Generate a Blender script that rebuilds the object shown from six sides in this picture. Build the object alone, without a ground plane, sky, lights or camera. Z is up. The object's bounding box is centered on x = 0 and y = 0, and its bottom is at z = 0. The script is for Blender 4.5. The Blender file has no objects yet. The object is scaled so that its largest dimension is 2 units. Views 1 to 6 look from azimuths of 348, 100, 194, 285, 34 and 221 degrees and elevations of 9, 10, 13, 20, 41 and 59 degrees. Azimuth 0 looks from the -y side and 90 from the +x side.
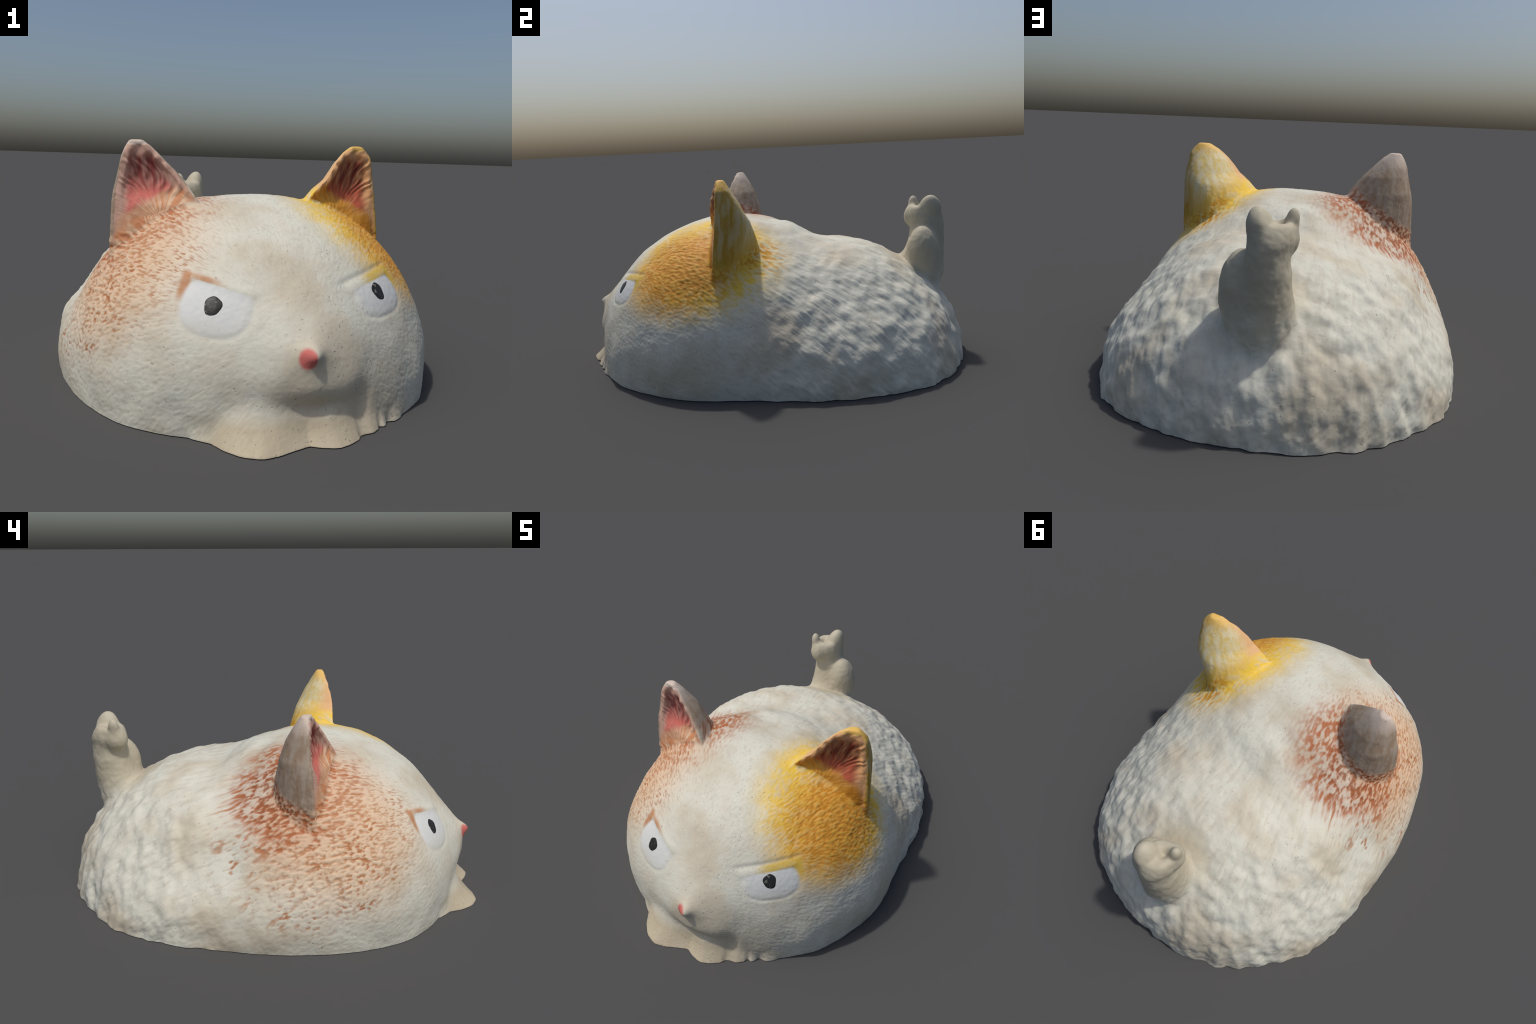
"""Glazed clay cat: a loaf-shaped dome with a painted face, two cupped ears and a
small lumpy upright tail.  The skin is one surface (dome + ears + tail fused,
smoothed, given a fur relief) that is then separated into named regions."""
import bpy, bmesh, math
import numpy as np
from mathutils import Vector
from mathutils.bvhtree import BVHTree

# ------------------------------------------------------------------ helpers
def sstep(x, a, b):
    t = np.clip((x - a) / (b - a), 0, 1)
    return t * t * (3 - 2 * t)

def unit(v):
    v = np.asarray(v, float)
    return v / np.linalg.norm(v)

def keyed(keys):
    """smooth-ish curve through (z, value) keys, ascending in z"""
    k = np.array(sorted(keys), float)
    return lambda z: np.interp(z, k[:, 0], k[:, 1])

def mesh_from(name, verts, faces):
    me = bpy.data.meshes.new(name)
    me.from_pydata(np.asarray(verts).tolist(), [], faces)
    me.update()
    return me

def verts_of(me):
    a = np.empty(len(me.vertices) * 3, np.float32)
    me.vertices.foreach_get('co', a)
    return a.reshape(-1, 3).astype(float)

def put_verts(me, P):
    me.vertices.foreach_set('co', np.asarray(P, np.float32).ravel())
    me.update()

# ------------------------------------------------------------------ the dome
# Cross-section cage: radius from the point CENTRE on the ground, per elevation
# (rows) and per azimuth every 30 degrees counter-clockwise from +x (columns).
CENTRE = np.array([0.0, 0.05, 0.0])
ELEV = np.radians([0, 12, 26, 42, 58, 74, 90])
CAGE = np.array([
    # +x     30    60   rear   120   150    -x    210   240  face   300   330
    [.756, .828, .939, .943, .937, .849, .743, .773, .890, .936, .950, .862],
    [.762, .818, .909, .928, .904, .817, .746, .788, .906, .952, .950, .886],
    [.757, .749, .834, .854, .838, .757, .706, .781, .899, .935, .939, .876],
    [.737, .709, .757, .769, .760, .730, .696, .777, .856, .888, .900, .855],
    [.713, .677, .684, .686, .681, .655, .669, .761, .820, .826, .837, .804],
    [.706, .675, .660, .643, .640, .660, .684, .729, .748, .761, .757, .742],
    [0.691] * 12])

def _slopes(x):
    n = len(x); A = np.zeros((n, n)); B = np.zeros((n, n)); h = np.diff(x)
    A[0, :2] = 2, 1; B[0, 0] = -3 / h[0]; B[0, 1] = 3 / h[0]
    A[-1, -1] = 1
    for i in range(1, n - 1):
        A[i, i - 1:i + 2] = 1 / h[i - 1], 2 * (1 / h[i - 1] + 1 / h[i]), 1 / h[i]
        B[i, i - 1:i + 2] = -3 / h[i - 1] ** 2, 3 / h[i - 1] ** 2 - 3 / h[i] ** 2, 3 / h[i] ** 2
    return np.linalg.solve(A, B)
CAGE_SLOPE = _slopes(ELEV) @ CAGE

def dome_radius(az, el):
    el = np.clip(el, 0, np.pi / 2)
    u = (az / (2 * np.pi) * 12) % 12
    i = np.floor(u).astype(int); f = u - i
    w = (-.5 * f + f * f - .5 * f ** 3, 1 - 2.5 * f * f + 1.5 * f ** 3,
         .5 * f + 2 * f * f - 1.5 * f ** 3, -.5 * f * f + .5 * f ** 3)
    j = np.clip(np.searchsorted(ELEV, el, side='right') - 1, 0, len(ELEV) - 2)
    h = ELEV[j + 1] - ELEV[j]; s = (el - ELEV[j]) / h
    out = 0
    for k in range(4):
        a = (i - 1 + k) % 12
        out = out + w[k] * ((2 * s**3 - 3 * s*s + 1) * CAGE[j, a] + (s**3 - 2 * s*s + s) * h * CAGE_SLOPE[j, a]
                            + (3 * s*s - 2 * s**3) * CAGE[j + 1, a] + (s**3 - s*s) * h * CAGE_SLOPE[j + 1, a])
    return out

def dome_point(d):
    """point and outward normal of the bare dome below/above d"""
    d = np.array(d, float) - CENTRE
    def at(v):
        r = np.linalg.norm(v)
        return CENTRE + v / r * dome_radius(np.array([math.atan2(v[1], v[0])]), np.array([math.asin(v[2] / r)]))[0]
    p = at(d); e = .12
    tx, ty = at(d + np.array([e, 0, 0])) - at(d - np.array([e, 0, 0])), at(d + np.array([0, e, 0])) - at(d - np.array([0, e, 0]))
    return p, unit(np.cross(tx, ty))

def above_dome(P):
    d = P - CENTRE; R = np.linalg.norm(d, axis=-1)
    return R - dome_radius(np.arctan2(d[:, 1], d[:, 0]), np.arcsin(np.clip(d[:, 2] / R, -1, 1)))

# clay lip smeared out on the table under the chin: plan outline (x, y)
LIP = [(-.26, -.835), (-.20, -.875), (-.165, -.935), (-.12, -.975), (-.06, -.998), (.0, -.985), (.06, -.958), (.10, -.938),
       (.14, -.955), (.19, -.968), (.24, -.945), (.285, -.912), (.290, -.890), (.335, -.878), (.372, -.848), (.378, -.822), (.390, -.842),
       (.408, -.832), (.412, -.808), (.455, -.802), (.49, -.772), (.50, -.745), (.52, -.735)]
_lip_az = np.array([math.atan2(y - .05, x) for x, y in LIP])
_lip_r = np.array([math.hypot(x, y - .05) for x, y in LIP])
_LIP_ORDER = np.argsort(_lip_az)

def lip_extra(az, z):
    r0 = dome_radius(az, np.zeros_like(az))
    r = np.interp(az, _lip_az[_LIP_ORDER], _lip_r[_LIP_ORDER])
    inside = (az > _lip_az.min()) & (az < _lip_az.max())
    ex = np.where(inside, np.maximum(r - r0, 0), 0)
    reach = .03 + .55 * ex
    return ex * np.clip(1 - np.maximum(z, 0) / np.maximum(reach * 1.7, 1e-4), 0, 1) ** 2.2

def build_dome():
    NA, NE = 360, 110
    az = np.linspace(-np.pi, np.pi, NA, endpoint=False)
    rings = []
    rim = np.zeros((NA, 3))
    for k in range(NE):
        el = np.full(NA, (k / NE) ** 1.15 * np.pi / 2)
        r = dome_radius(az, el)
        z = r * np.sin(el)
        rho = r * np.cos(el) + lip_extra(az, z)
        rings.append(np.stack([CENTRE[0] + rho * np.cos(az), CENTRE[1] + rho * np.sin(az), z], -1))
    skirt = rings[0].copy(); skirt[:, 2] = -.05
    rings.insert(0, skirt)
    V = np.concatenate(rings + [np.array([[CENTRE[0], CENTRE[1], dome_radius(np.zeros(1), np.full(1, np.pi / 2))[0]],
                                          [CENTRE[0], CENTRE[1], -.05]])])
    n = len(rings); F = []
    for k in range(n - 1):
        for i in range(NA):
            j = (i + 1) % NA
            F.append((k * NA + i, k * NA + j, (k + 1) * NA + j, (k + 1) * NA + i))
    top = n * NA
    for i in range(NA):
        j = (i + 1) % NA
        F.append(((n - 1) * NA + i, (n - 1) * NA + j, top))
        F.append((j, i, top + 1))
    return V, F

# ------------------------------------------------------------------ the ears
# each ear: keys over height z for lateral rim (x, y), medial rim (x, y),
# rear-most y and how deep the cup is carved (share of the depth)
EARS = {
    'rust': dict(
        lat_x=[(.45, -.53), (.52, -.520), (.66, -.512), (.75, -.503), (.87, -.476), (.915, -.460), (.935, -.446)],
        lat_y=[(.45, -.295), (.62, -.285), (.78, -.262), (.90, -.252), (.935, -.245)],
        med_x=[(.45, -.12), (.66, -.165), (.714, -.187), (.76, -.218), (.82, -.265), (.875, -.322), (.915, -.362), (.935, -.392)],
        med_y=[(.45, -.34), (.70, -.335), (.80, -.292), (.90, -.258), (.935, -.248)],
        back=[(.45, -.075), (.57, -.088), (.66, -.098), (.74, -.115), (.825, -.143), (.90, -.186), (.935, -.208)],
        cup=[(.45, -.25), (.55, -.12), (.64, -.05), (.69, .0), (.73, .12), (.79, .22), (.85, .24), (.90, .16), (.935, .0)],
        top=.938, skew=.0),
    'yellow': dict(
        lat_x=[(.45, .622), (.58, .619), (.66, .614), (.74, .606), (.895, .580), (.925, .556), (.945, .537)],
        lat_y=[(.45, -.165), (.66, -.148), (.81, -.136), (.92, -.134), (.945, -.138)],
        med_x=[(.45, .17), (.66, .225), (.714, .262), (.76, .305), (.80, .352), (.87, .398), (.912, .438), (.945, .488)],
        med_y=[(.45, -.27), (.70, -.250), (.74, -.240), (.84, -.212), (.905, -.180), (.945, -.150)],
        back=[(.45, .030), (.52, .028), (.63, .018), (.75, -.010), (.84, -.052), (.91, -.090), (.945, -.108)],
        cup=[(.45, -.2), (.55, -.1), (.64, -.05), (.69, .0), (.735, .13), (.79, .22), (.85, .24), (.90, .18), (.945, .0)],
        top=.943, skew=.45)}
EAR_FN = {k: {n: keyed(v) for n, v in e.items() if n not in ('top', 'skew')} for k, e in EARS.items()}

def ear_frame(name, z):
    f = EAR_FN[name]
    L = np.stack([f['lat_x'](z), f['lat_y'](z)], -1)
    M = np.stack([f['med_x'](z), f['med_y'](z)], -1)
    D = np.maximum(f['back'](z) - .5 * (L[..., 1] + M[..., 1]), .012)
    return L, M, D, f['cup'](z)

def ear_local(name, P):
    """share s across the ear (0 lateral rim, 1 medial rim) and depth share q
    (0 rim plane, 1 rear surface) of points P"""
    L, M, D, cup = ear_frame(name, P[:, 2])
    e = M - L; w2 = np.maximum((e ** 2).sum(-1), 1e-5)
    s = ((P[:, :2] - L) * e).sum(-1) / w2
    line = L + e * s[:, None]
    q = (P[:, 1] - line[:, 1]) / D
    return s, q, cup

def build_ear(name):
    NZ, NS = 70, 40
    zs = np.linspace(.45, EARS[name]['top'], NZ)
    L, M, D, cup = ear_frame(name, zs)
    V = []
    t = np.linspace(0, np.pi, NS)
    for k in range(NZ):
        e = M[k] - L[k]; wid = np.linalg.norm(e)
        thick = min(.030, .25 * wid)
        ins = thick / max(wid, 1e-4)
        # rear surface: rounded arc from lateral to medial rim
        s = .5 - .5 * np.cos(t)
        dep = np.sin(t) ** .85 * (1 - EARS[name]['skew'] * (1 - sstep(s, .0, .55)) * sstep(np.full(NS, zs[k]), .80, .60))
        back = L[k] + e * s[:, None]; back[:, 1] += D[k] * dep
        # front surface: cup, inset by the rim thickness
        s2 = ins + (1 - 2 * ins) * (.5 + .5 * np.cos(t))
        dep2 = np.sin(t) ** 1.1 * cup[k] * (D[k] - .012)
        front = L[k] + e * s2[:, None]; front[:, 1] += dep2
        ring = np.concatenate([back, front])
        V.append(np.column_stack([ring, np.full(len(ring), zs[k])]))
    n = 2 * NS
    F = []
    for k in range(NZ - 1):
        for i in range(n):
            j = (i + 1) % n
            F.append((k * n + i, k * n + j, (k + 1) * n + j, (k + 1) * n + i))
    F.append(tuple(range(n))[::-1])
    F.append(tuple((NZ - 1) * n + i for i in range(n)))
    return np.concatenate(V), F

# ------------------------------------------------------------------ the tail
# upright lump: a column, a round haunch beside it, two prongs on top
TAIL_COLUMN = [  # z, centre x, centre y, half width x, half width y
    (.30, -.070, .768, .128, .120), (.40, -.075, .780, .124, .136), (.46, -.086, .800, .106, .120), (.52, -.096, .822, .090, .100),
    (.58, -.102, .832, .081, .092), (.63, -.102, .836, .076, .088), (.68, -.110, .829, .080, .090), (.715, -.114, .820, .074, .082),
    (.738, -.116, .816, .058, .064)]

def build_loft(stations, n=40):
    st = np.array(stations); zz = np.linspace(st[0, 0], st[-1, 0], 60)
    cols = [np.interp(zz, st[:, 0], st[:, i]) for i in range(1, 5)]
    a = np.linspace(0, 2 * np.pi, n, endpoint=False)
    V = np.concatenate([np.column_stack([cols[0][k] + cols[2][k] * np.cos(a), cols[1][k] + cols[3][k] * np.sin(a), np.full(n, zz[k])])
                        for k in range(60)])
    F = [(k * n + i, k * n + (i + 1) % n, (k + 1) * n + (i + 1) % n, (k + 1) * n + i) for k in range(59) for i in range(n)]
    F += [tuple(range(n))[::-1], tuple(59 * n + i for i in range(n))]
    return V, F

def build_ball(c, r, tilt=0.0):
    bm = bmesh.new(); bmesh.ops.create_icosphere(bm, subdivisions=4, radius=1)
    V = np.array([v.co for v in bm.verts]) * np.array(r)
    ct, sn = math.cos(tilt), math.sin(tilt)
    V = V @ np.array([[ct, 0, -sn], [0, 1, 0], [sn, 0, ct]]) + np.array(c)
    F = [tuple(v.index for v in f.verts) for f in bm.faces]
    bm.free()
    return V, F

# ------------------------------------------------------------------ face frames
class EyeFrame:
    """centre, tangent axes and D-shaped outline of one eye white"""
    def __init__(self, c, across, up, half_w, half_h, lid0, lid1, pupil, pupil_r, brow, crease):
        self.brow, self.crease = brow, crease
        self.c = np.array(c); self.u = unit(across)
        up = np.array(up, float); self.v = unit(up - self.u * (up @ self.u))
        self.n = np.cross(self.u, self.v)
        if self.n[1] > 0: self.n = -self.n
        self.hw, self.hh, self.lid0, self.lid1 = half_w, half_h, lid0, lid1
        self.pupil, self.pupil_r = np.array(pupil), pupil_r
    def field(self, P):
        """signed outline field: <0 inside the white, about one unit per half width"""
        d = P - self.c
        a = d @ self.u / self.hw; b = d @ self.v / self.hh
        w = d @ self.n
        r = (np.abs(a) ** 2.5 + np.abs(b) ** 2.5) ** .4 - 1
        lid = b - (self.lid0 + self.lid1 * a)
        return np.maximum(r, lid), lid, a, b, w

EYES = [  # lateral -> medial axis for both
    EyeFrame((-.172, -.752, .405), (.225, -.115, -.015), (.02, .40, .90), .121, .105, .62, -.17, (-.185, -.759, .410), (.030, .034), .20, 0),
    EyeFrame((.410, -.668, .418), (-.215, -.175, -.015), (.00, .45, .88), .130, .080, .60, -.12, (.410, -.673, .430), (.030, .034), .40, 1)]
NOSE_TIP = np.array([.111, -.932, .289])
FLOW = np.array([.11, -.84, .33])      # fur runs away from the nose

# ------------------------------------------------------------------ node writer (shader and geometry trees)
class Net:
    def __init__(self, tree): self.t = tree; self.n = tree.nodes; self.l = tree.links
    def _in(self, node, i, v):
        if v is None: return
        if isinstance(v, bpy.types.NodeSocket): self.l.new(v, node.inputs[i])
        else: node.inputs[i].default_value = v
    def m(self, op, a, b=None, c=None, clamp=False):
        nd = self.n.new('ShaderNodeMath'); nd.operation = op; nd.use_clamp = clamp
        for i, v in enumerate((a, b, c)): self._in(nd, i, v)
        return nd.outputs[0]
    def add(self, *a):
        r = a[0]
        for x in a[1:]: r = self.m('ADD', r, x)
        return r
    def mul(self, *a):
        r = a[0]
        for x in a[1:]: r = self.m('MULTIPLY', r, x)
        return r
    def sub(self, a, b): return self.m('SUBTRACT', a, b)
    def inv(self, a): return self.m('SUBTRACT', 1.0, a)
    def vm(self, op, a, b=None):
        nd = self.n.new('ShaderNodeVectorMath'); nd.operation = op
        self._in(nd, 0, a)
        if op == 'SCALE': self._in(nd, 3, b)
        else: self._in(nd, 1, b)
        return nd.outputs['Value'] if op in ('DOT_PRODUCT', 'LENGTH', 'DISTANCE') else nd.outputs[0]
    def xyz(self, v):
        nd = self.n.new('ShaderNodeSeparateXYZ'); self._in(nd, 0, v); return nd.outputs[0], nd.outputs[1], nd.outputs[2]
    def comb(self, x, y, z):
        nd = self.n.new('ShaderNodeCombineXYZ')
        for i, v in enumerate((x, y, z)): self._in(nd, i, v)
        return nd.outputs[0]
    def ss(self, x, a, b, lo=0.0, hi=1.0):
        """smoothstep from a to b (a may exceed b)"""
        nd = self.n.new('ShaderNodeMapRange'); nd.interpolation_type = 'SMOOTHSTEP'
        if a > b: a, b, lo, hi = b, a, hi, lo
        for i, v in enumerate((x, a, b, lo, hi)): self._in(nd, i, v)
        return nd.outputs[0]
    def noise(self, vec, scale, detail=2.0, rough=.5, w=None):
        nd = self.n.new('ShaderNodeTexNoise')
        nd.noise_dimensions = '4D' if w is not None else '3D'
        self._in(nd, nd.inputs.find('Vector'), vec)
        if w is not None: self._in(nd, nd.inputs.find('W'), w)
        for k, v in (('Scale', scale), ('Detail', detail), ('Roughness', rough)): nd.inputs[k].default_value = v
        return nd.outputs[0]
    def voronoi(self, vec, scale):
        nd = self.n.new('ShaderNodeTexVoronoi'); self._in(nd, nd.inputs.find('Vector'), vec); nd.inputs['Scale'].default_value = scale
        return nd.outputs['Distance'], nd.outputs['Color']
    def mix(self, f, a, b):
        nd = self.n.new('ShaderNodeMix'); nd.data_type = 'RGBA'
        self._in(nd, 0, f); self._in(nd, 6, a); self._in(nd, 7, b)
        return nd.outputs[2]
    def ball(self, P, c, r, r0=0.0, squash=(1, 1, 1)):
        """soft blob mask: 1 inside radius r0, 0 outside r"""
        d = self.vm('MULTIPLY', self.vm('SUBTRACT', P, tuple(c)), tuple(squash))
        return self.ss(self.vm('LENGTH', d), r, r0)

def ear_height(N, P, ear, edge):
    """ragged height above the patch of dome an ear stands on"""
    p0, n0 = dome_point((-.38, -.24, .62) if ear == 'rust' else (.46, -.14, .62))
    return N.add(N.vm('DOT_PRODUCT', N.vm('SUBTRACT', P, tuple(p0)), tuple(n0)), N.mul(N.sub(edge, .5), .05))

def fur_field(N, P):
    """tufts combed backwards and down from the bridge of the nose; returns
    (tuft noise 0..1, coarse lump noise 0..1, body share, rust patch, yellow patch)"""
    x, y, z = N.xyz(P)
    back = N.m('MAXIMUM', N.add(y, .45), 0.0)
    drop = N.mul(back, back, .42)
    Q = N.comb(x, y, N.add(z, drop))
    d = N.vm('SUBTRACT', Q, tuple(FLOW))
    s = N.vm('LENGTH', d)
    dirn = N.vm('NORMALIZE', d)
    wob = N.noise(P, 7.0, 1.0)
    tuft = N.noise(N.vm('SCALE', dirn, 62.0), 1.0, 1.0, .45, w=N.add(N.mul(s, 13.0), N.mul(wob, 2.0)))
    lump = N.noise(N.vm('MULTIPLY', P, (1.0, 1.0, .72)), 12.0, 1.0, .45)
    rear = N.mul(N.ss(y, -.08, .35), N.ss(z, .60, .38, .18, 1.0))
    rust = N.ball(P, (-.47, -.28, .46), .52, .10, (1.0, .95, .95))
    yellow = N.ball(P, (.52, -.22, .58), .40, .12, (1.0, .95, 1.05))
    return tuft, lump, rear, rust, yellow

# ------------------------------------------------------------------ build the skin
def fuse():
    V, F = build_dome()
    blocks = [(V, F), build_ear('rust'), build_ear('yellow'), build_loft(TAIL_COLUMN),
              build_ball((-.006, .806, .490), (.082, .088, .152)),
              build_ball((-.082, .848, .702), (.050, .062, .096), .22),
              build_ball((-.164, .768, .734), (.026, .028, .056), -.15),
              build_ball((-.140, .774, .680), (.056, .060, .066))]
    parts = []
    for k, (v, f) in enumerate(blocks):
        ob = bpy.data.objects.new('block', mesh_from('block', v, f))
        bpy.context.scene.collection.objects.link(ob); parts.append(ob)
    # orient normals outwards and join
    bm = bmesh.new()
    for ob in parts:
        b2 = bmesh.new(); b2.from_mesh(ob.data)
        bmesh.ops.recalc_face_normals(b2, faces=b2.faces)
        b2.to_mesh(ob.data); b2.free()
        bm.from_mesh(ob.data)
    me = bpy.data.meshes.new('skin'); bm.to_mesh(me); bm.free()
    for ob in parts:
        m = ob.data; bpy.data.objects.remove(ob); bpy.data.meshes.remove(m)
    skin = bpy.data.objects.new('skin', me)
    bpy.context.scene.collection.objects.link(skin)
    md = skin.modifiers.new('remesh', 'REMESH'); md.mode = 'VOXEL'; md.voxel_size = .0042; md.adaptivity = 0
    return skin

def apply_mods(ob):
    dg = bpy.context.evaluated_depsgraph_get()
    me = bpy.data.meshes.new_from_object(ob.evaluated_get(dg))
    ob.modifiers.clear(); old = ob.data; ob.data = me; bpy.data.meshes.remove(old)

def relax(P, edges, weight, iters):
    n = len(P); deg = np.bincount(edges.ravel(), minlength=n)[:, None]
    w = weight[:, None]
    for _ in range(iters):
        S = np.empty_like(P)
        for c in range(3):
            S[:, c] = (np.bincount(edges[:, 0], P[edges[:, 1], c], n) + np.bincount(edges[:, 1], P[edges[:, 0], c], n))
        P = P + w * .5 * (S / deg - P)
    return P

skin = fuse(); apply_mods(skin)
me = skin.data
edges = np.empty(len(me.edges) * 2, np.int32); me.edges.foreach_get('vertices', edges); edges = edges.reshape(-1, 2)
P = verts_of(me)
high = P[:, 2] > .02
P = relax(P, edges, np.where(high, 1.0, .0), 4)
# fillets where tail and ears grow out of the dome
h = above_dome(P)
near_tail = np.exp(-((P[:, 0] + .07) ** 2 + (P[:, 1] - .80) ** 2) / .20 ** 2) * np.exp(-(h / .07) ** 2)
near_ear = np.zeros(len(P))
for nm in EARS:
    s, q, cup = ear_local(nm, P)
    near_ear = np.maximum(near_ear, np.exp(-(h / .035) ** 2) * (s > -.5) * (s < 1.5) * (q > -1) * (q < 2) * (P[:, 2] > .45))
P = relax(P, edges, np.clip(near_tail * 1.3, 0, 1), 140)
P = relax(P, edges, np.clip(near_ear, 0, 1), 22)
P = relax(P, edges, ((P[:, 1] > .55) & (P[:, 2] > .36) & (h > .01)) * (1 - .80 * sstep(P[:, 2], .70, .75)), 70)
pit = np.exp(-(((P - np.array([-.128, .800, .752])) / np.array([.020, .020, .030])) ** 2).sum(1))
P[:, 2] -= .030 * pit                                                                  # hole in the top
P = relax(P, edges, sstep(P[:, 2], .885, .925), 14)          # rounded ear tips
h = above_dome(P)

# large sculpted features on the face, pushed along fixed directions
def gauss(c, sig): return np.exp(-(((P - np.array(c)) / np.array(sig)) ** 2).sum(1))
face = np.array([.08, -1, .02]); face = unit(face)
P += face * (.046 * gauss((.10, -.85, .285), (.15, .35, .12)))[:, None]                 # muzzle wedge
P += face * (.014 * gauss((.110, -.89, .290), (.055, .2, .050)) + .022 * gauss((.110, -.91, .288), (.026, .2, .026)))[:, None]   # nose button
P += unit((.35, -1, 0)) * (.013 * gauss((.24, -.84, .185), (.075, .3, .075)))[:, None]  # cheek pads beside the mouth
P += unit((-.3, -1, 0)) * (.006 * gauss((-.02, -.84, .19), (.085, .3, .07)))[:, None]
P += face * (.016 * gauss((.14, -.87, .170), (.12, .3, .065)) - .012 * gauss((.13, -.87, .110), (.10, .3, .035)))[:, None]                 # hollow under the mouth
P -= face * (.016 * gauss((.30, -.83, .10), (.035, .3, .060)))[:, None]
P += unit((.7, -.7, 0)) * (.014 * gauss((.60, -.67, .13), (.05, .06, .075)))[:, None]   # smear of clay at the side
top_m = sstep(P[:, 2], .48, .60) * np.exp(-(h / .03) ** 2)
P[:, 2] += top_m * (.003 * np.exp(-((P[:, 1] - .14) / .08) ** 2) - .005 * np.exp(-((P[:, 1] - .27) / .06) ** 2))  # crease behind the ears

put_verts(me, P)
nrm = np.empty(len(P) * 3, np.float32); me.vertices.foreach_get('normal', nrm); nrm = nrm.reshape(-1, 3).astype(float)
eye_white = np.zeros(len(P))
for E in EYES:
    fld, lid, a, b, w = E.field(P)
    ok = np.exp(-(w / .12) ** 2) * (np.abs(a) < 2.2) * (np.abs(b) < 2.2)
    inside = sstep(fld, .06, -.10) * ok
    groove = np.exp(-(fld / .10) ** 2) * sstep(lid, .05, -.25) * ok
    brow = np.exp(-((lid - .10) / .16) ** 2) * sstep(np.abs(a), 1.15, .75) * ok
    dome = np.clip(1 - (a ** 2 + b ** 2) * .8, 0, 1)
    P += nrm * (inside * (-.001 + .004 * dome) - .0018 * groove + (.006 - .004 * E.crease) * brow
                - E.crease * .004 * np.exp(-((lid - .48) / .13) ** 2) * sstep(a, 1.5, .9) * sstep(a, -1.3, -1.0) * ok)[:, None]
    eye_white = np.maximum(eye_white, (fld < .03) * (ok > .3))
# fine ribs fanning out inside the ears
inner = np.zeros(len(P))
for nm in EARS:
    s, q, cup = ear_local(nm, P)
    z0, ztop = .60, EARS[nm]['top']
    L, M, D, cup = ear_frame(nm, P[:, 2])
    width = np.linalg.norm(M - L, axis=-1)
    arc = np.sin(np.pi * np.clip(s, 0, 1)) ** .9
    side = (nrm[:, 1] < .15) & (s > .03) & (s < .97) & (q < arc * (cup * .5 + .5)) & (q > -.4) & (h > .012) & (P[:, 2] > .5) & (width > .03) & (P[:, 2] < ztop - .018)
    inner = np.maximum(inner, side)
    across = (s - .5) * width; up = P[:, 2] - .63
    ang = np.arctan2(across, np.maximum(up, .02))
    rib = np.sin(ang * 34 + 2.0 * np.sin(P[:, 2] * 60 + ang * 5)) * sstep(up, .07, .15) * sstep(np.minimum(s, 1 - s), .0, .10)
    P += nrm * (side * .0030 * rib)[:, None]
put_verts(me, P)

# fur relief: geometry nodes with the very noise that also places the paint
gt = bpy.data.node_groups.new('fur_relief', 'GeometryNodeTree')
gt.interface.new_socket('Geometry', in_out='INPUT', socket_type='NodeSocketGeometry')
gt.interface.new_socket('Geometry', in_out='OUTPUT', socket_type='NodeSocketGeometry')
N = Net(gt)
gi = gt.nodes.new('NodeGroupInput'); go = gt.nodes.new('NodeGroupOutput')
pos = gt.nodes.new('GeometryNodeInputPosition').outputs[0]
nor = gt.nodes.new('GeometryNodeInputNormal').outputs[0]
tuft, lump, rear, rust, yellow = fur_field(N, pos)
gx, gy, gz = N.xyz(pos)
tail_m = N.ball(pos, (-.08, .80, .62), .27, .17)
keep = N.inv(tail_m)
eye_m = N.add(N.ball(pos, EYES[0].c, .17, .11), N.ball(pos, EYES[1].c, .16, .10))
snout = N.ball(pos, (.12, -.92, .2), .30, .10)
ear_on = N.mul(N.ss(N.m('MAXIMUM', N.sub(ear_height(N, pos, 'rust', .5), N.mul(N.ss(gx, -.15, -.05), 1.0)),
                          N.sub(ear_height(N, pos, 'yellow', .5), N.mul(N.ss(gx, .20, .10), 1.0))), .01, .04), N.ss(gz, .55, .60), N.ss(gy, .25, .15))
calm = N.m('MULTIPLY', N.mul(keep, N.inv(N.mul(ear_on, .85))), N.inv(N.m('MAXIMUM', eye_m, snout)), clamp=True)
strand = N.noise(N.vm('MULTIPLY', pos, (45.0, 45.0, 10.0)), 1.0, 2.0, .5)
ear_top = N.ss(gz, .74, .80)
amp_tuft = N.add(.0016, N.mul(rust, .0068), N.mul(yellow, .0034), N.mul(rear, .0035))
amp_tuft = N.mul(amp_tuft, N.inv(N.mul(ear_top, .75)))
amp_lump = N.add(.003, N.mul(rear, .018), N.mul(N.ss(gy, -.2, .1), .004))
fine = N.noise(pos, 55.0, 2.0)
mid = N.noise(pos, 6.0, 1.0)
disp = N.add(N.mul(N.sub(tuft, .5), amp_tuft, 1.6, calm), N.mul(N.sub(lump, .5), amp_lump, 1.6, calm),
             N.mul(N.sub(fine, .5), .0022), N.mul(N.sub(mid, .5), N.add(.008, N.mul(keep, .006)), N.inv(eye_m)),
             N.mul(N.sub(N.noise(pos, 22.0, 1.0), .5), tail_m, .007), N.mul(N.sub(strand, .5), ear_on, .006))
disp = N.mul(disp, N.inv(N.mul(N.ss(gz, .72, .78), .5)))
sp = gt.nodes.new('GeometryNodeSetPosition')
gt.links.new(gi.outputs[0], sp.inputs['Geometry'])
gt.links.new(N.vm('SCALE', nor, disp), sp.inputs['Offset'])
gt.links.new(sp.outputs[0], go.inputs[0])
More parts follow.
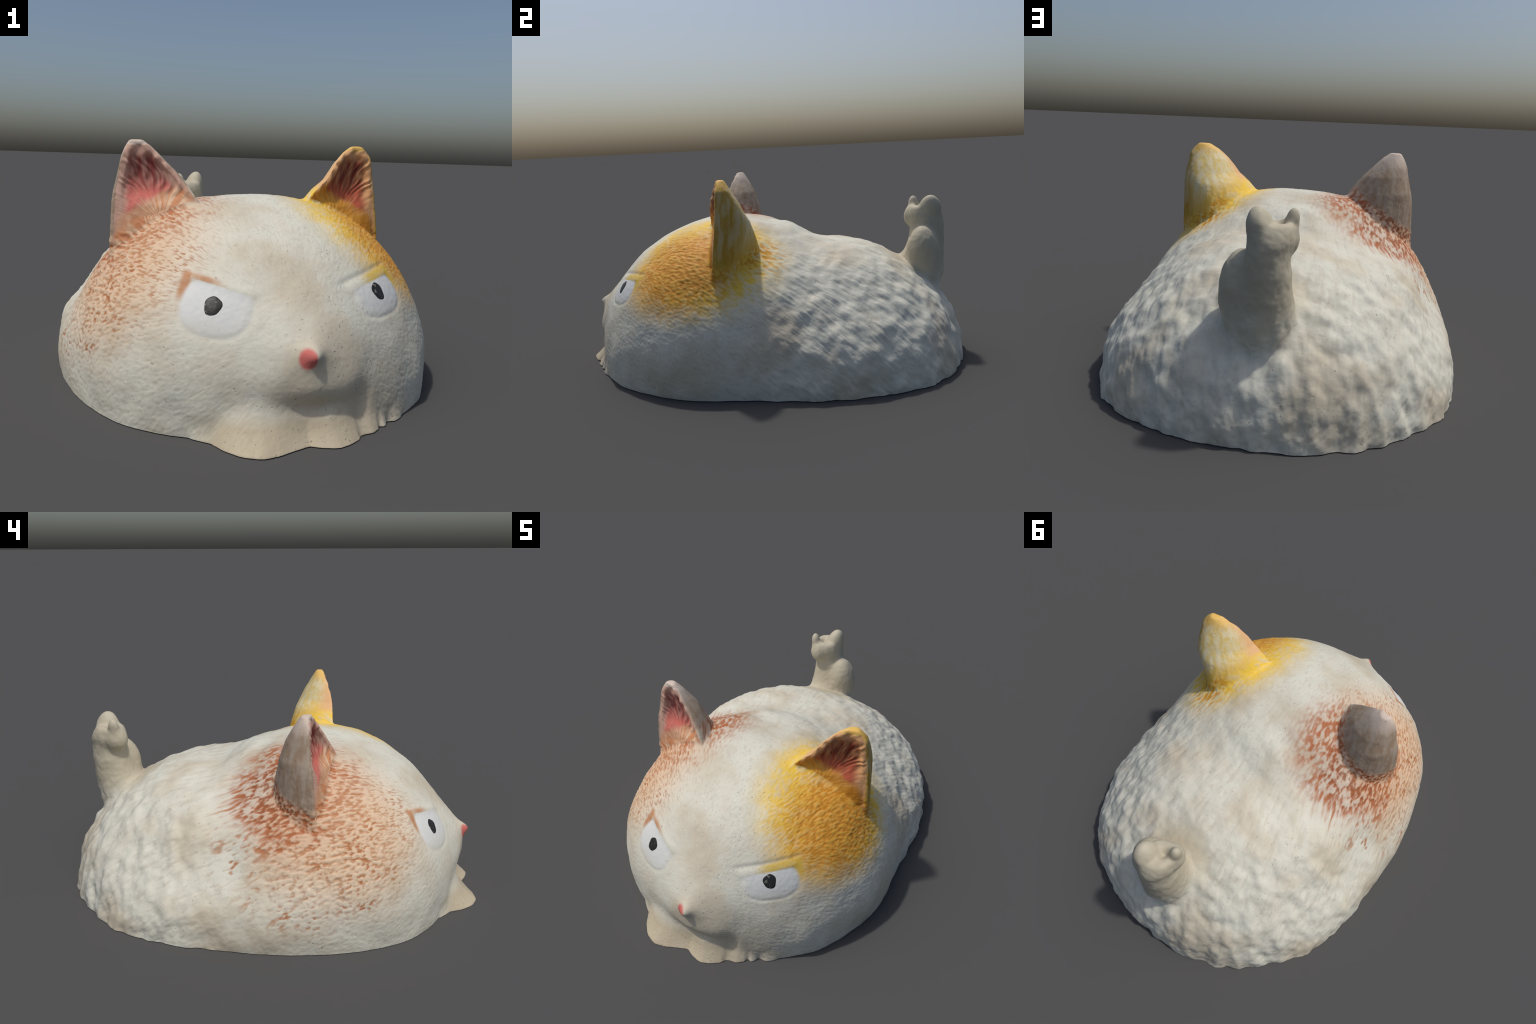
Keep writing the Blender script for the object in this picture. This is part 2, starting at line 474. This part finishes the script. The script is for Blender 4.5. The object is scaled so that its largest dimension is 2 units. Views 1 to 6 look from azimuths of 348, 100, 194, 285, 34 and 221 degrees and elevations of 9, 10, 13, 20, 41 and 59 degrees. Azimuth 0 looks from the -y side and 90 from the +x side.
md = skin.modifiers.new('relief', 'NODES'); md.node_group = gt
P_before = P.copy()
apply_mods(skin); me = skin.data
bpy.data.node_groups.remove(gt)

# ------------------------------------------------------------------ trim flat on the table
P = verts_of(me)
lab = np.zeros(len(P), np.int32)     # region labels
HEAD, TORSO, EAR_R, EAR_Y, INNER_R, INNER_Y, TAIL, EYE_R, EYE_Y, NOSE, LIPR = range(11)
lab[:] = np.where(P_before[:, 1] + .25 * (P_before[:, 2] - .4) < .06, HEAD, TORSO)
onear = (h > .016) & (P_before[:, 2] > .45) & (P_before[:, 1] < .2)
lab[onear & (P[:, 0] < 0)] = EAR_R
lab[onear & (P[:, 0] > 0)] = EAR_Y
lab[(inner > 0) & (P[:, 0] < 0)] = INNER_R
lab[(inner > 0) & (P[:, 0] > 0)] = INNER_Y
lab[(h > .016) & (P_before[:, 1] > .55) & (P_before[:, 2] > .32)] = TAIL
lab[(eye_white > 0) & (P[:, 0] < .1)] = EYE_R
lab[(eye_white > 0) & (P[:, 0] > .1)] = EYE_Y
lab[np.linalg.norm(P_before - NOSE_TIP, axis=1) < .042] = NOSE
lab[(h > .014) & (P[:, 1] < -.7) & (P[:, 2] < .11)] = LIPR
attr = me.attributes.new('region', 'INT', 'POINT'); attr.data.foreach_set('value', lab)
bm = bmesh.new(); bm.from_mesh(me)
bmesh.ops.bisect_plane(bm, geom=bm.verts[:] + bm.edges[:] + bm.faces[:], dist=1e-5, plane_co=(0, 0, 0), plane_no=(0, 0, 1), clear_inner=True)
# drop stray shells inside
bm.verts.ensure_lookup_table()
seen = set(); best = []
for v in bm.verts:
    if v.index in seen: continue
    stack = [v]; seen.add(v.index); comp = []
    while stack:
        a = stack.pop(); comp.append(a)
        for e in a.link_edges:
            o = e.other_vert(a)
            if o.index not in seen: seen.add(o.index); stack.append(o)
    if len(comp) > len(best): best = comp
keepset = set(v.index for v in best)
bmesh.ops.delete(bm, geom=[v for v in bm.verts if v.index not in keepset], context='VERTS')
bm.to_mesh(me); bm.free(); me.update()
P = verts_of(me)
nv = len(P)
nrm = np.empty(nv * 3, np.float32); me.vertices.foreach_get('normal', nrm); nrm = nrm.reshape(-1, 3)
reg = np.empty(nv, np.int32); me.attributes['region'].data.foreach_get('value', reg)
faces = [tuple(p.vertices) for p in me.polygons]
bvh = BVHTree.FromPolygons(P.tolist(), faces)

# ------------------------------------------------------------------ materials
def lin(r, g, b):
    f = lambda c: ((c / 255 + .055) / 1.055) ** 2.4 if c > 10 else c / 255 / 12.92
    return (f(r), f(g), f(b), 1.0)

def new_material(name):
    m = bpy.data.materials.new(name); m.use_nodes = True
    t = m.node_tree; t.nodes.clear()
    N = Net(t)
    out = t.nodes.new('ShaderNodeOutputMaterial'); bsdf = t.nodes.new('ShaderNodeBsdfPrincipled')
    t.links.new(bsdf.outputs[0], out.inputs[0])
    pos = t.nodes.new('ShaderNodeTexCoord').outputs['Object']
    return m, N, bsdf, pos

def finish(N, bsdf, col, rough, bump_h=None, strength=.3, dist=.004):
    N._in(bsdf, bsdf.inputs.find('Base Color'), col)
    N._in(bsdf, bsdf.inputs.find('Roughness'), rough)
    bsdf.inputs['Specular IOR Level'].default_value = .3
    if bump_h is not None:
        b = N.n.new('ShaderNodeBump'); b.inputs['Strength'].default_value = strength; b.inputs['Distance'].default_value = dist
        N.l.new(bump_h, b.inputs['Height']); N.l.new(b.outputs[0], bsdf.inputs['Normal'])

WHITE = lin(205, 204, 190); CREAM = lin(193, 184, 164); CHALK = lin(204, 206, 203)  # WHITE and CREAM darkened a little towards the scan's baked shade
PEACH = lin(214, 178, 150); RUST = lin(166, 98, 58); DARK_RUST = lin(132, 78, 50)
ORANGE = lin(204, 140, 48); YELLOW = lin(228, 190, 62); OCHRE = lin(168, 112, 30)
GREY_BROWN = lin(166, 152, 136); SPECK = lin(92, 84, 70); TAN = lin(170, 157, 132)

def eye_mask(N, pos, E, soft=.035):
    d = N.vm('SUBTRACT', pos, tuple(E.c))
    a = N.m('DIVIDE', N.vm('DOT_PRODUCT', d, tuple(E.u)), E.hw)
    b = N.m('DIVIDE', N.vm('DOT_PRODUCT', d, tuple(E.v)), E.hh)
    w = N.m('ABSOLUTE', N.vm('DOT_PRODUCT', d, tuple(E.n)))
    r = N.m('POWER', N.add(N.m('POWER', N.m('ABSOLUTE', a), 2.5), N.m('POWER', N.m('ABSOLUTE', b), 2.5)), .4)
    r = N.sub(r, 1.0)
    lid = N.sub(b, N.add(E.lid0, N.mul(a, E.lid1)))
    near = N.ss(w, .20, .14)
    inside = N.mul(N.ss(r, soft * 2.0, -soft * 3.5), N.ss(lid, soft, -soft), near)
    return inside, a, b, lid, near

def coat(N, pos):
    """colour of the painted clay everywhere except inside the ears"""
    x, y, z = N.xyz(pos)
    tuft, lump, rear, rust, yellow = fur_field(N, pos)
    cloud = N.noise(pos, 3.2, 3.0, .55); cloud2 = N.noise(pos, 11.0, 3.0, .6); grain = N.noise(pos, 70.0, 3.0, .6)
    col = N.mix(N.ss(cloud, .42, .68), WHITE, CREAM)
    col = N.mix(N.mul(N.ss(cloud2, .55, .75), .35), col, lin(196, 188, 172))
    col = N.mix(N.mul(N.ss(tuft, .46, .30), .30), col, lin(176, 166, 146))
    col = N.mix(N.mul(N.ss(grain, .56, .74), .30), col, lin(168, 158, 140))
    # tan smear on the lip, buff tail
    lipm = N.mul(N.ss(y, -.80, -.90), N.ss(z, .11, .05))
    col = N.mix(N.mul(lipm, .85), col, TAN)
    tail = N.ball(pos, (-.07, .80, .62), .30, .16)
    col = N.mix(N.mul(tail, .80), col, lin(174, 165, 143))
    # rust patch: peach wash, soft rust strokes in the hollows between tufts
    hollow = N.ss(tuft, .56, .36)
    edge = N.noise(pos, 9.0, 2.0)
    strand = N.add(tuft, N.mul(N.sub(cloud2, .5), .25))
    wash = N.ball(pos, (-.44, -.33, .47), .48, .14, (1.0, .90, 1.0))
    wash = N.mul(wash, N.ss(y, .02, -.12))
    peach = N.mix(N.ss(tuft, .58, .34), lin(209, 180, 150), lin(182, 136, 97))
    col = N.mix(N.mul(wash, .92), col, peach)
    sparse = N.mul(N.ss(strand, .50, .32), N.ss(rust, .03, .35), N.ss(edge, .42, .62, .15, 1.0))
    col = N.mix(N.mul(sparse, .90), col, lin(166, 104, 60))
    earf = N.ball(pos, (-.37, -.17, .62), .40, .16, (1.0, 1.0, .95))
    core = N.m('MULTIPLY', earf, N.ss(edge, .28, .56, .60, 1.3), clamp=True)
    rearw = N.ss(y, -.36, -.18)
    col = N.mix(N.mul(core, N.ss(strand, .64, .38, .28, 1.0), N.add(.52, N.mul(rearw, .45))), col, RUST)
    col = N.mix(N.mul(N.ball(pos, (-.42, -.10, .58), .20, .12), hollow, .55), col, DARK_RUST)
    # yellow patch: yellow fringe, orange core in front of and below the ear
    fringe = N.ball(pos, (.49, -.25, .60), .42, .18, (1.0, .86, 1.02))
    fr = N.m('MULTIPLY', fringe, N.ss(N.add(cloud2, N.mul(N.sub(tuft, .5), -.8)), .28, .66, .55, 1.4), clamp=True)
    col = N.mix(N.mul(fr, .95), col, YELLOW)
    ocore = N.ball(pos, (.54, -.33, .55), .33, .10, (1.0, .88, 1.0))
    oc = N.m('MULTIPLY', ocore, N.ss(tuft, .64, .36, .85, 1.2), clamp=True)
    col = N.mix(oc, col, N.mix(N.ss(tuft, .62, .38), lin(212, 156, 62), ORANGE))
    behind = N.ball(pos, (.45, .03, .62), .18, .07)
    col = N.mix(N.mul(behind, N.ss(tuft, .56, .38), .85), col, lin(206, 142, 36))
    col = N.mix(N.mul(ocore, N.ss(tuft, .46, .34), .35), col, OCHRE)
    # ears outside
    vert = N.noise(N.vm('MULTIPLY', pos, (38.0, 38.0, 9.0)), 1.0, 3.0, .6)
    hr = ear_height(N, pos, 'rust', edge)
    er = N.mul(N.ss(hr, .015, .05), N.ball(pos, (-.38, -.20, .78), .30, .27, (1.0, 1.15, .8)))
    ercol = N.mix(N.ss(vert, .34, .64), lin(152, 130, 108), GREY_BROWN)
    ercol = N.mix(N.ss(z, .84, .92), ercol, lin(200, 184, 170))
    col = N.mix(N.mul(er, N.ss(y, -.33, -.27)), col, ercol)
    hy = ear_height(N, pos, 'yellow', edge)
    ey = N.mul(N.ss(hy, .005, .05), N.ball(pos, (.46, -.09, .80), .30, .27, (1.0, 1.15, .8)))
    eycol = N.mix(N.ss(vert, .30, .62), lin(212, 186, 112), lin(214, 202, 166))
    eycol = N.mix(N.mul(N.ss(hy, .13, .03), .8), eycol, lin(218, 176, 60))
    eycol = N.mix(N.mul(N.ss(x, .50, .58), N.ss(vert, .35, .65, .95, .5)), eycol, lin(180, 138, 40))  # deeper ochre on the outer side: its shade painted into the colour
    eycol = N.mix(N.mul(N.ss(z, .885, .93), .8), eycol, lin(222, 176, 80))
    eycol = N.mix(N.mul(N.ss(y, -.13, -.20), N.ss(z, .68, .76)), eycol, lin(214, 170, 122))
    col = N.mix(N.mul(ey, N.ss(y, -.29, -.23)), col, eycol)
    # specks and pits: small dark dashes, thicker on one side of the face
    warp = N.vm('ADD', pos, N.vm('SCALE', N.comb(N.noise(pos, 40.0, 1.0), N.noise(pos, 47.0, 1.0), N.noise(pos, 53.0, 1.0)), .025))
    front = N.mul(N.ss(y, -.25, -.45), N.ss(x, .02, .14))
    vd, vc = N.voronoi(warp, 60.0)
    vsel = N.vm('DOT_PRODUCT', vc, (1.0, 0.0, 0.0))
    spk = N.mul(N.ss(vd, .24, .08), N.m('GREATER_THAN', vsel, N.sub(.93, N.mul(front, .10))))
    vd2, vc2 = N.voronoi(warp, 120.0)
    v2 = N.vm('DOT_PRODUCT', vc2, (0.0, 1.0, 0.0))
    spk2 = N.mul(N.ss(vd2, .34, .14), N.m('GREATER_THAN', v2, N.sub(.955, N.mul(front, .16))))
    spots = N.mul(N.m('MAXIMUM', spk, spk2), N.ss(cloud2, .36, .58))
    col = N.mix(N.mul(spots, N.inv(N.mul(tail, .8)), .55), col, SPECK)
    # eyes
    browcol = [lin(176, 116, 66), lin(200, 168, 60)]
    for E, bc in zip(EYES, browcol):
        ins, a, b, lid, near = eye_mask(N, pos, E)
        # painted brow corner above and outside the lid
        topb = N.mul(N.ss(lid, -.03, .06), N.ss(lid, E.brow + .10, E.brow - .08), N.ss(a, -1.24, -1.08), N.ss(a, .25 + E.crease * .35, -.45 + E.crease * .35), N.ss(cloud2, .30, .55, .55, 1.0))
        outb = N.mul(N.ss(a, -.80, -.95), N.ss(a, -1.24, -1.08), N.ss(b, -.10, .30), N.ss(lid, E.brow + .10, E.brow - .08))
        col = N.mix(N.mul(N.m('MAXIMUM', topb, outb), near, .8), col, bc)
        fade = N.mul(N.ss(b, -.95, -.30, .45, 1.0), N.ss(a, 1.05, .45, .55, 1.0))
        col = N.mix(N.mul(ins, fade), col, CHALK)
    # nose: pink on one side of the tip
    pink = N.mul(N.ball(pos, (.090, -.928, .276), .036, .022, (1.0, .6, .85)), N.ss(x, .121, .111))
    col = N.mix(N.mul(pink, .95), col, lin(192, 98, 92))
    hgt = N.add(N.mul(grain, .5), N.mul(cloud2, .3), N.mul(spots, -.8))
    return col, hgt, grain

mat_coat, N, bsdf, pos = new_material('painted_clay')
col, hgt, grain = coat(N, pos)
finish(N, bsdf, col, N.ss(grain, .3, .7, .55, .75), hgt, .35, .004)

def inner_material(name, ear, warm):
    """ear cup: pale rim, dark red ribbed hollow, warm fur at the floor"""
    m, N, bsdf, pos = new_material(name)
    x, y, z = N.xyz(pos)
    f = EAR_FN[ear]
    top = EARS[ear]['top']
    def line(key):           # straight-line stand-in of a rim curve over height
        z0, z1 = .66, .91
        v0, v1 = float(f[key](z0)), float(f[key](z1))
        return N.add(v0, N.mul(N.sub(z, z0), (v1 - v0) / (z1 - z0)))
    lx, mx = line('lat_x'), line('med_x')
    s = N.m('DIVIDE', N.sub(x, lx), N.sub(mx, lx))
    rim = N.m('MINIMUM', s, N.inv(s))
    across = N.mul(N.sub(s, .5), N.sub(mx, lx)); across = N.m('ABSOLUTE', across) if False else across
    ang = N.m('ARCTAN2', across, N.m('MAXIMUM', N.sub(z, .63), .02))
    ribs = N.noise(N.comb(N.mul(ang, 11.0), N.mul(z, 9.0), 0.0), 1.0, 2.0, .5)
    blot = N.noise(pos, 14.0, 2.0)
    if warm == 'rust':
        rimc, hol, pk, floor = lin(196, 160, 142), lin(128, 62, 58), lin(206, 112, 100), lin(190, 140, 104)
    else:
        rimc, hol, pk, floor = lin(214, 164, 116), lin(116, 48, 36), lin(186, 92, 66), lin(198, 134, 50)
    col = N.mix(N.ss(ribs, .36, .64), hol, N.mix(.5, hol, rimc))
    col = N.mix(N.mul(N.ss(z, .82, .72), N.ss(blot, .40, .60, .5, 1.0)), col, pk)
    edge = N.m('MINIMUM', rim, N.mul(N.sub(top, z), 3.0))
    col = N.mix(N.ss(N.add(edge, N.mul(N.sub(ribs, .5), .14)), .22, .09), col, rimc)
    drop = N.m('POWER', N.m('MAXIMUM', N.inv(s), 0.0), 2.0)
    zf = N.add(z, N.mul(N.sub(blot, .5), .07), N.mul(drop, .13))
    col = N.mix(N.mul(N.ss(zf, .775, .735), N.ss(s, .02, .14)), col, N.mix(N.ss(ribs, .4, .6), floor, N.mix(.5, floor, rimc)))
    foot = ear_height(N, pos, ear, N.noise(pos, 30.0, 2.0))
    col = N.mix(N.mul(N.ss(foot, .075, .02), N.ss(rim, .0, .12)), col, N.mix(N.ss(ribs, .40, .60), lin(196, 134, 94) if warm == 'rust' else lin(196, 132, 42),
                lin(214, 182, 150) if warm == 'rust' else lin(210, 154, 62)))
    finish(N, bsdf, col, .65, ribs, .4, .004)
    return m

mat_inner_r = inner_material('rust_ear_lining', 'rust', 'rust')
mat_inner_y = inner_material('orange_ear_lining', 'yellow', 'yellow')

mat_pupil, N, bsdf, pos = new_material('black_pupil_glaze')
flake = N.noise(N.vm('MULTIPLY', pos, (90.0, 90.0, 45.0)), 1.0, 2.0, .6)
finish(N, bsdf, N.mix(N.ss(flake, .60, .68), lin(38, 38, 37), lin(128, 124, 114)), .45, flake, .2, .002)

mat_under, N, bsdf, pos = new_material('raw_clay')
g = N.noise(pos, 20.0, 3.0)
finish(N, bsdf, N.mix(g, lin(170, 156, 132), lin(190, 178, 154)), .8)

# ------------------------------------------------------------------ separate into named parts
root = bpy.data.objects.new('cat_figurine', None)
bpy.context.scene.collection.objects.link(root)
root['label'] = 'dome-shaped white clay cat with rust and yellow ear patches'
root['category'] = 'cat figurine'
root.empty_display_size = .1

def region_of_face(f):
    r = [reg[i] for i in f]
    return max(set(r), key=r.count) if len(set(r)) > 1 else r[0]
by = {}
for f in faces: by.setdefault(int(region_of_face(f)), []).append(f)

def make_part(name, region, mat, parent=root):
    fl = by.get(region)
    if not fl: return None
    idx = np.unique(np.fromiter((i for f in fl for i in f), np.int64))
    remap = -np.ones(nv, np.int64); remap[idx] = np.arange(len(idx))
    pm = mesh_from(name, P[idx], [tuple(int(remap[i]) for i in f) for f in fl])
    pm.polygons.foreach_set('use_smooth', np.ones(len(pm.polygons), bool))
    pm.normals_split_custom_set_from_vertices(nrm[idx].tolist())
    pm.materials.append(mat)
    ob = bpy.data.objects.new(name, pm)
    bpy.context.scene.collection.objects.link(ob)
    ob.parent = parent
    return ob

head = make_part('head', HEAD, mat_coat)
torso = make_part('torso', TORSO, mat_coat)
ear_r = make_part('ear', EAR_R, mat_coat)
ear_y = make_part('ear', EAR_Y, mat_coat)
make_part('ear_lining', INNER_R, mat_inner_r, ear_r)
make_part('ear_lining', INNER_Y, mat_inner_y, ear_y)
make_part('tail', TAIL, mat_coat)
eye_r = make_part('eye', EYE_R, mat_coat)
eye_y = make_part('eye', EYE_Y, mat_coat)
make_part('nose', NOSE, mat_coat)
make_part('clay_lip', LIPR, mat_coat)

# underside closing the trimmed dome
rimbm = bmesh.new(); rimbm.from_mesh(me)
rim_edges = [e for e in rimbm.edges if e.is_boundary]
res = bmesh.ops.triangle_fill(rimbm, edges=rim_edges, use_beauty=True)
under = [[tuple(v.co) for v in g.verts] for g in res['geom'] if isinstance(g, bmesh.types.BMFace)]
rimbm.free()
uv = {}; uf = []
for tri in under:
    uf.append(tuple(uv.setdefault(c, len(uv)) for c in tri))
if uf:
    um = mesh_from('underside', np.array(list(uv.keys())), uf); um.materials.append(mat_under)
    uo = bpy.data.objects.new('underside', um); bpy.context.scene.collection.objects.link(uo); uo.parent = root

# pupils: low painted lenses laid on the eye whites
def make_pupil(E, parent):
    rings, n = 12, 48
    V, F = [], []
    for k in range(rings + 1):
        for i in range(n):
            r = k / rings; t = 2 * math.pi * i / n
            wob = 1 + .05 * math.sin(3 * t + 1) + .03 * math.sin(5 * t)
            p = E.pupil + E.u * (E.pupil_r[0] * r * wob * math.cos(t)) + E.v * (E.pupil_r[1] * r * wob * math.sin(t))
            hit = bvh.ray_cast(Vector(p + E.n * .15), Vector(-E.n), .4)[0]
            q = np.array(hit) if hit is not None else p
            V.append(q + E.n * (.0022 * (1 - r ** 4) - .0006 * (k == rings)))
    for k in range(rings):
        for i in range(n):
            j = (i + 1) % n
            F.append((k * n + i, k * n + j, (k + 1) * n + j, (k + 1) * n + i))
    pm = mesh_from('pupil', V, F)
    b = bmesh.new(); b.from_mesh(pm); bmesh.ops.remove_doubles(b, verts=b.verts, dist=1e-6)
    bmesh.ops.recalc_face_normals(b, faces=b.faces)
    if sum((f.normal.dot(Vector(E.n)) for f in b.faces)) < 0: bmesh.ops.reverse_faces(b, faces=b.faces)
    b.to_mesh(pm); b.free()
    pm.polygons.foreach_set('use_smooth', np.ones(len(pm.polygons), bool))
    pm.materials.append(mat_pupil)
    ob = bpy.data.objects.new('pupil', pm); bpy.context.scene.collection.objects.link(ob); ob.parent = parent
make_pupil(EYES[0], eye_r)
make_pupil(EYES[1], eye_y)

m = skin.data
bpy.data.objects.remove(skin); bpy.data.meshes.remove(m)
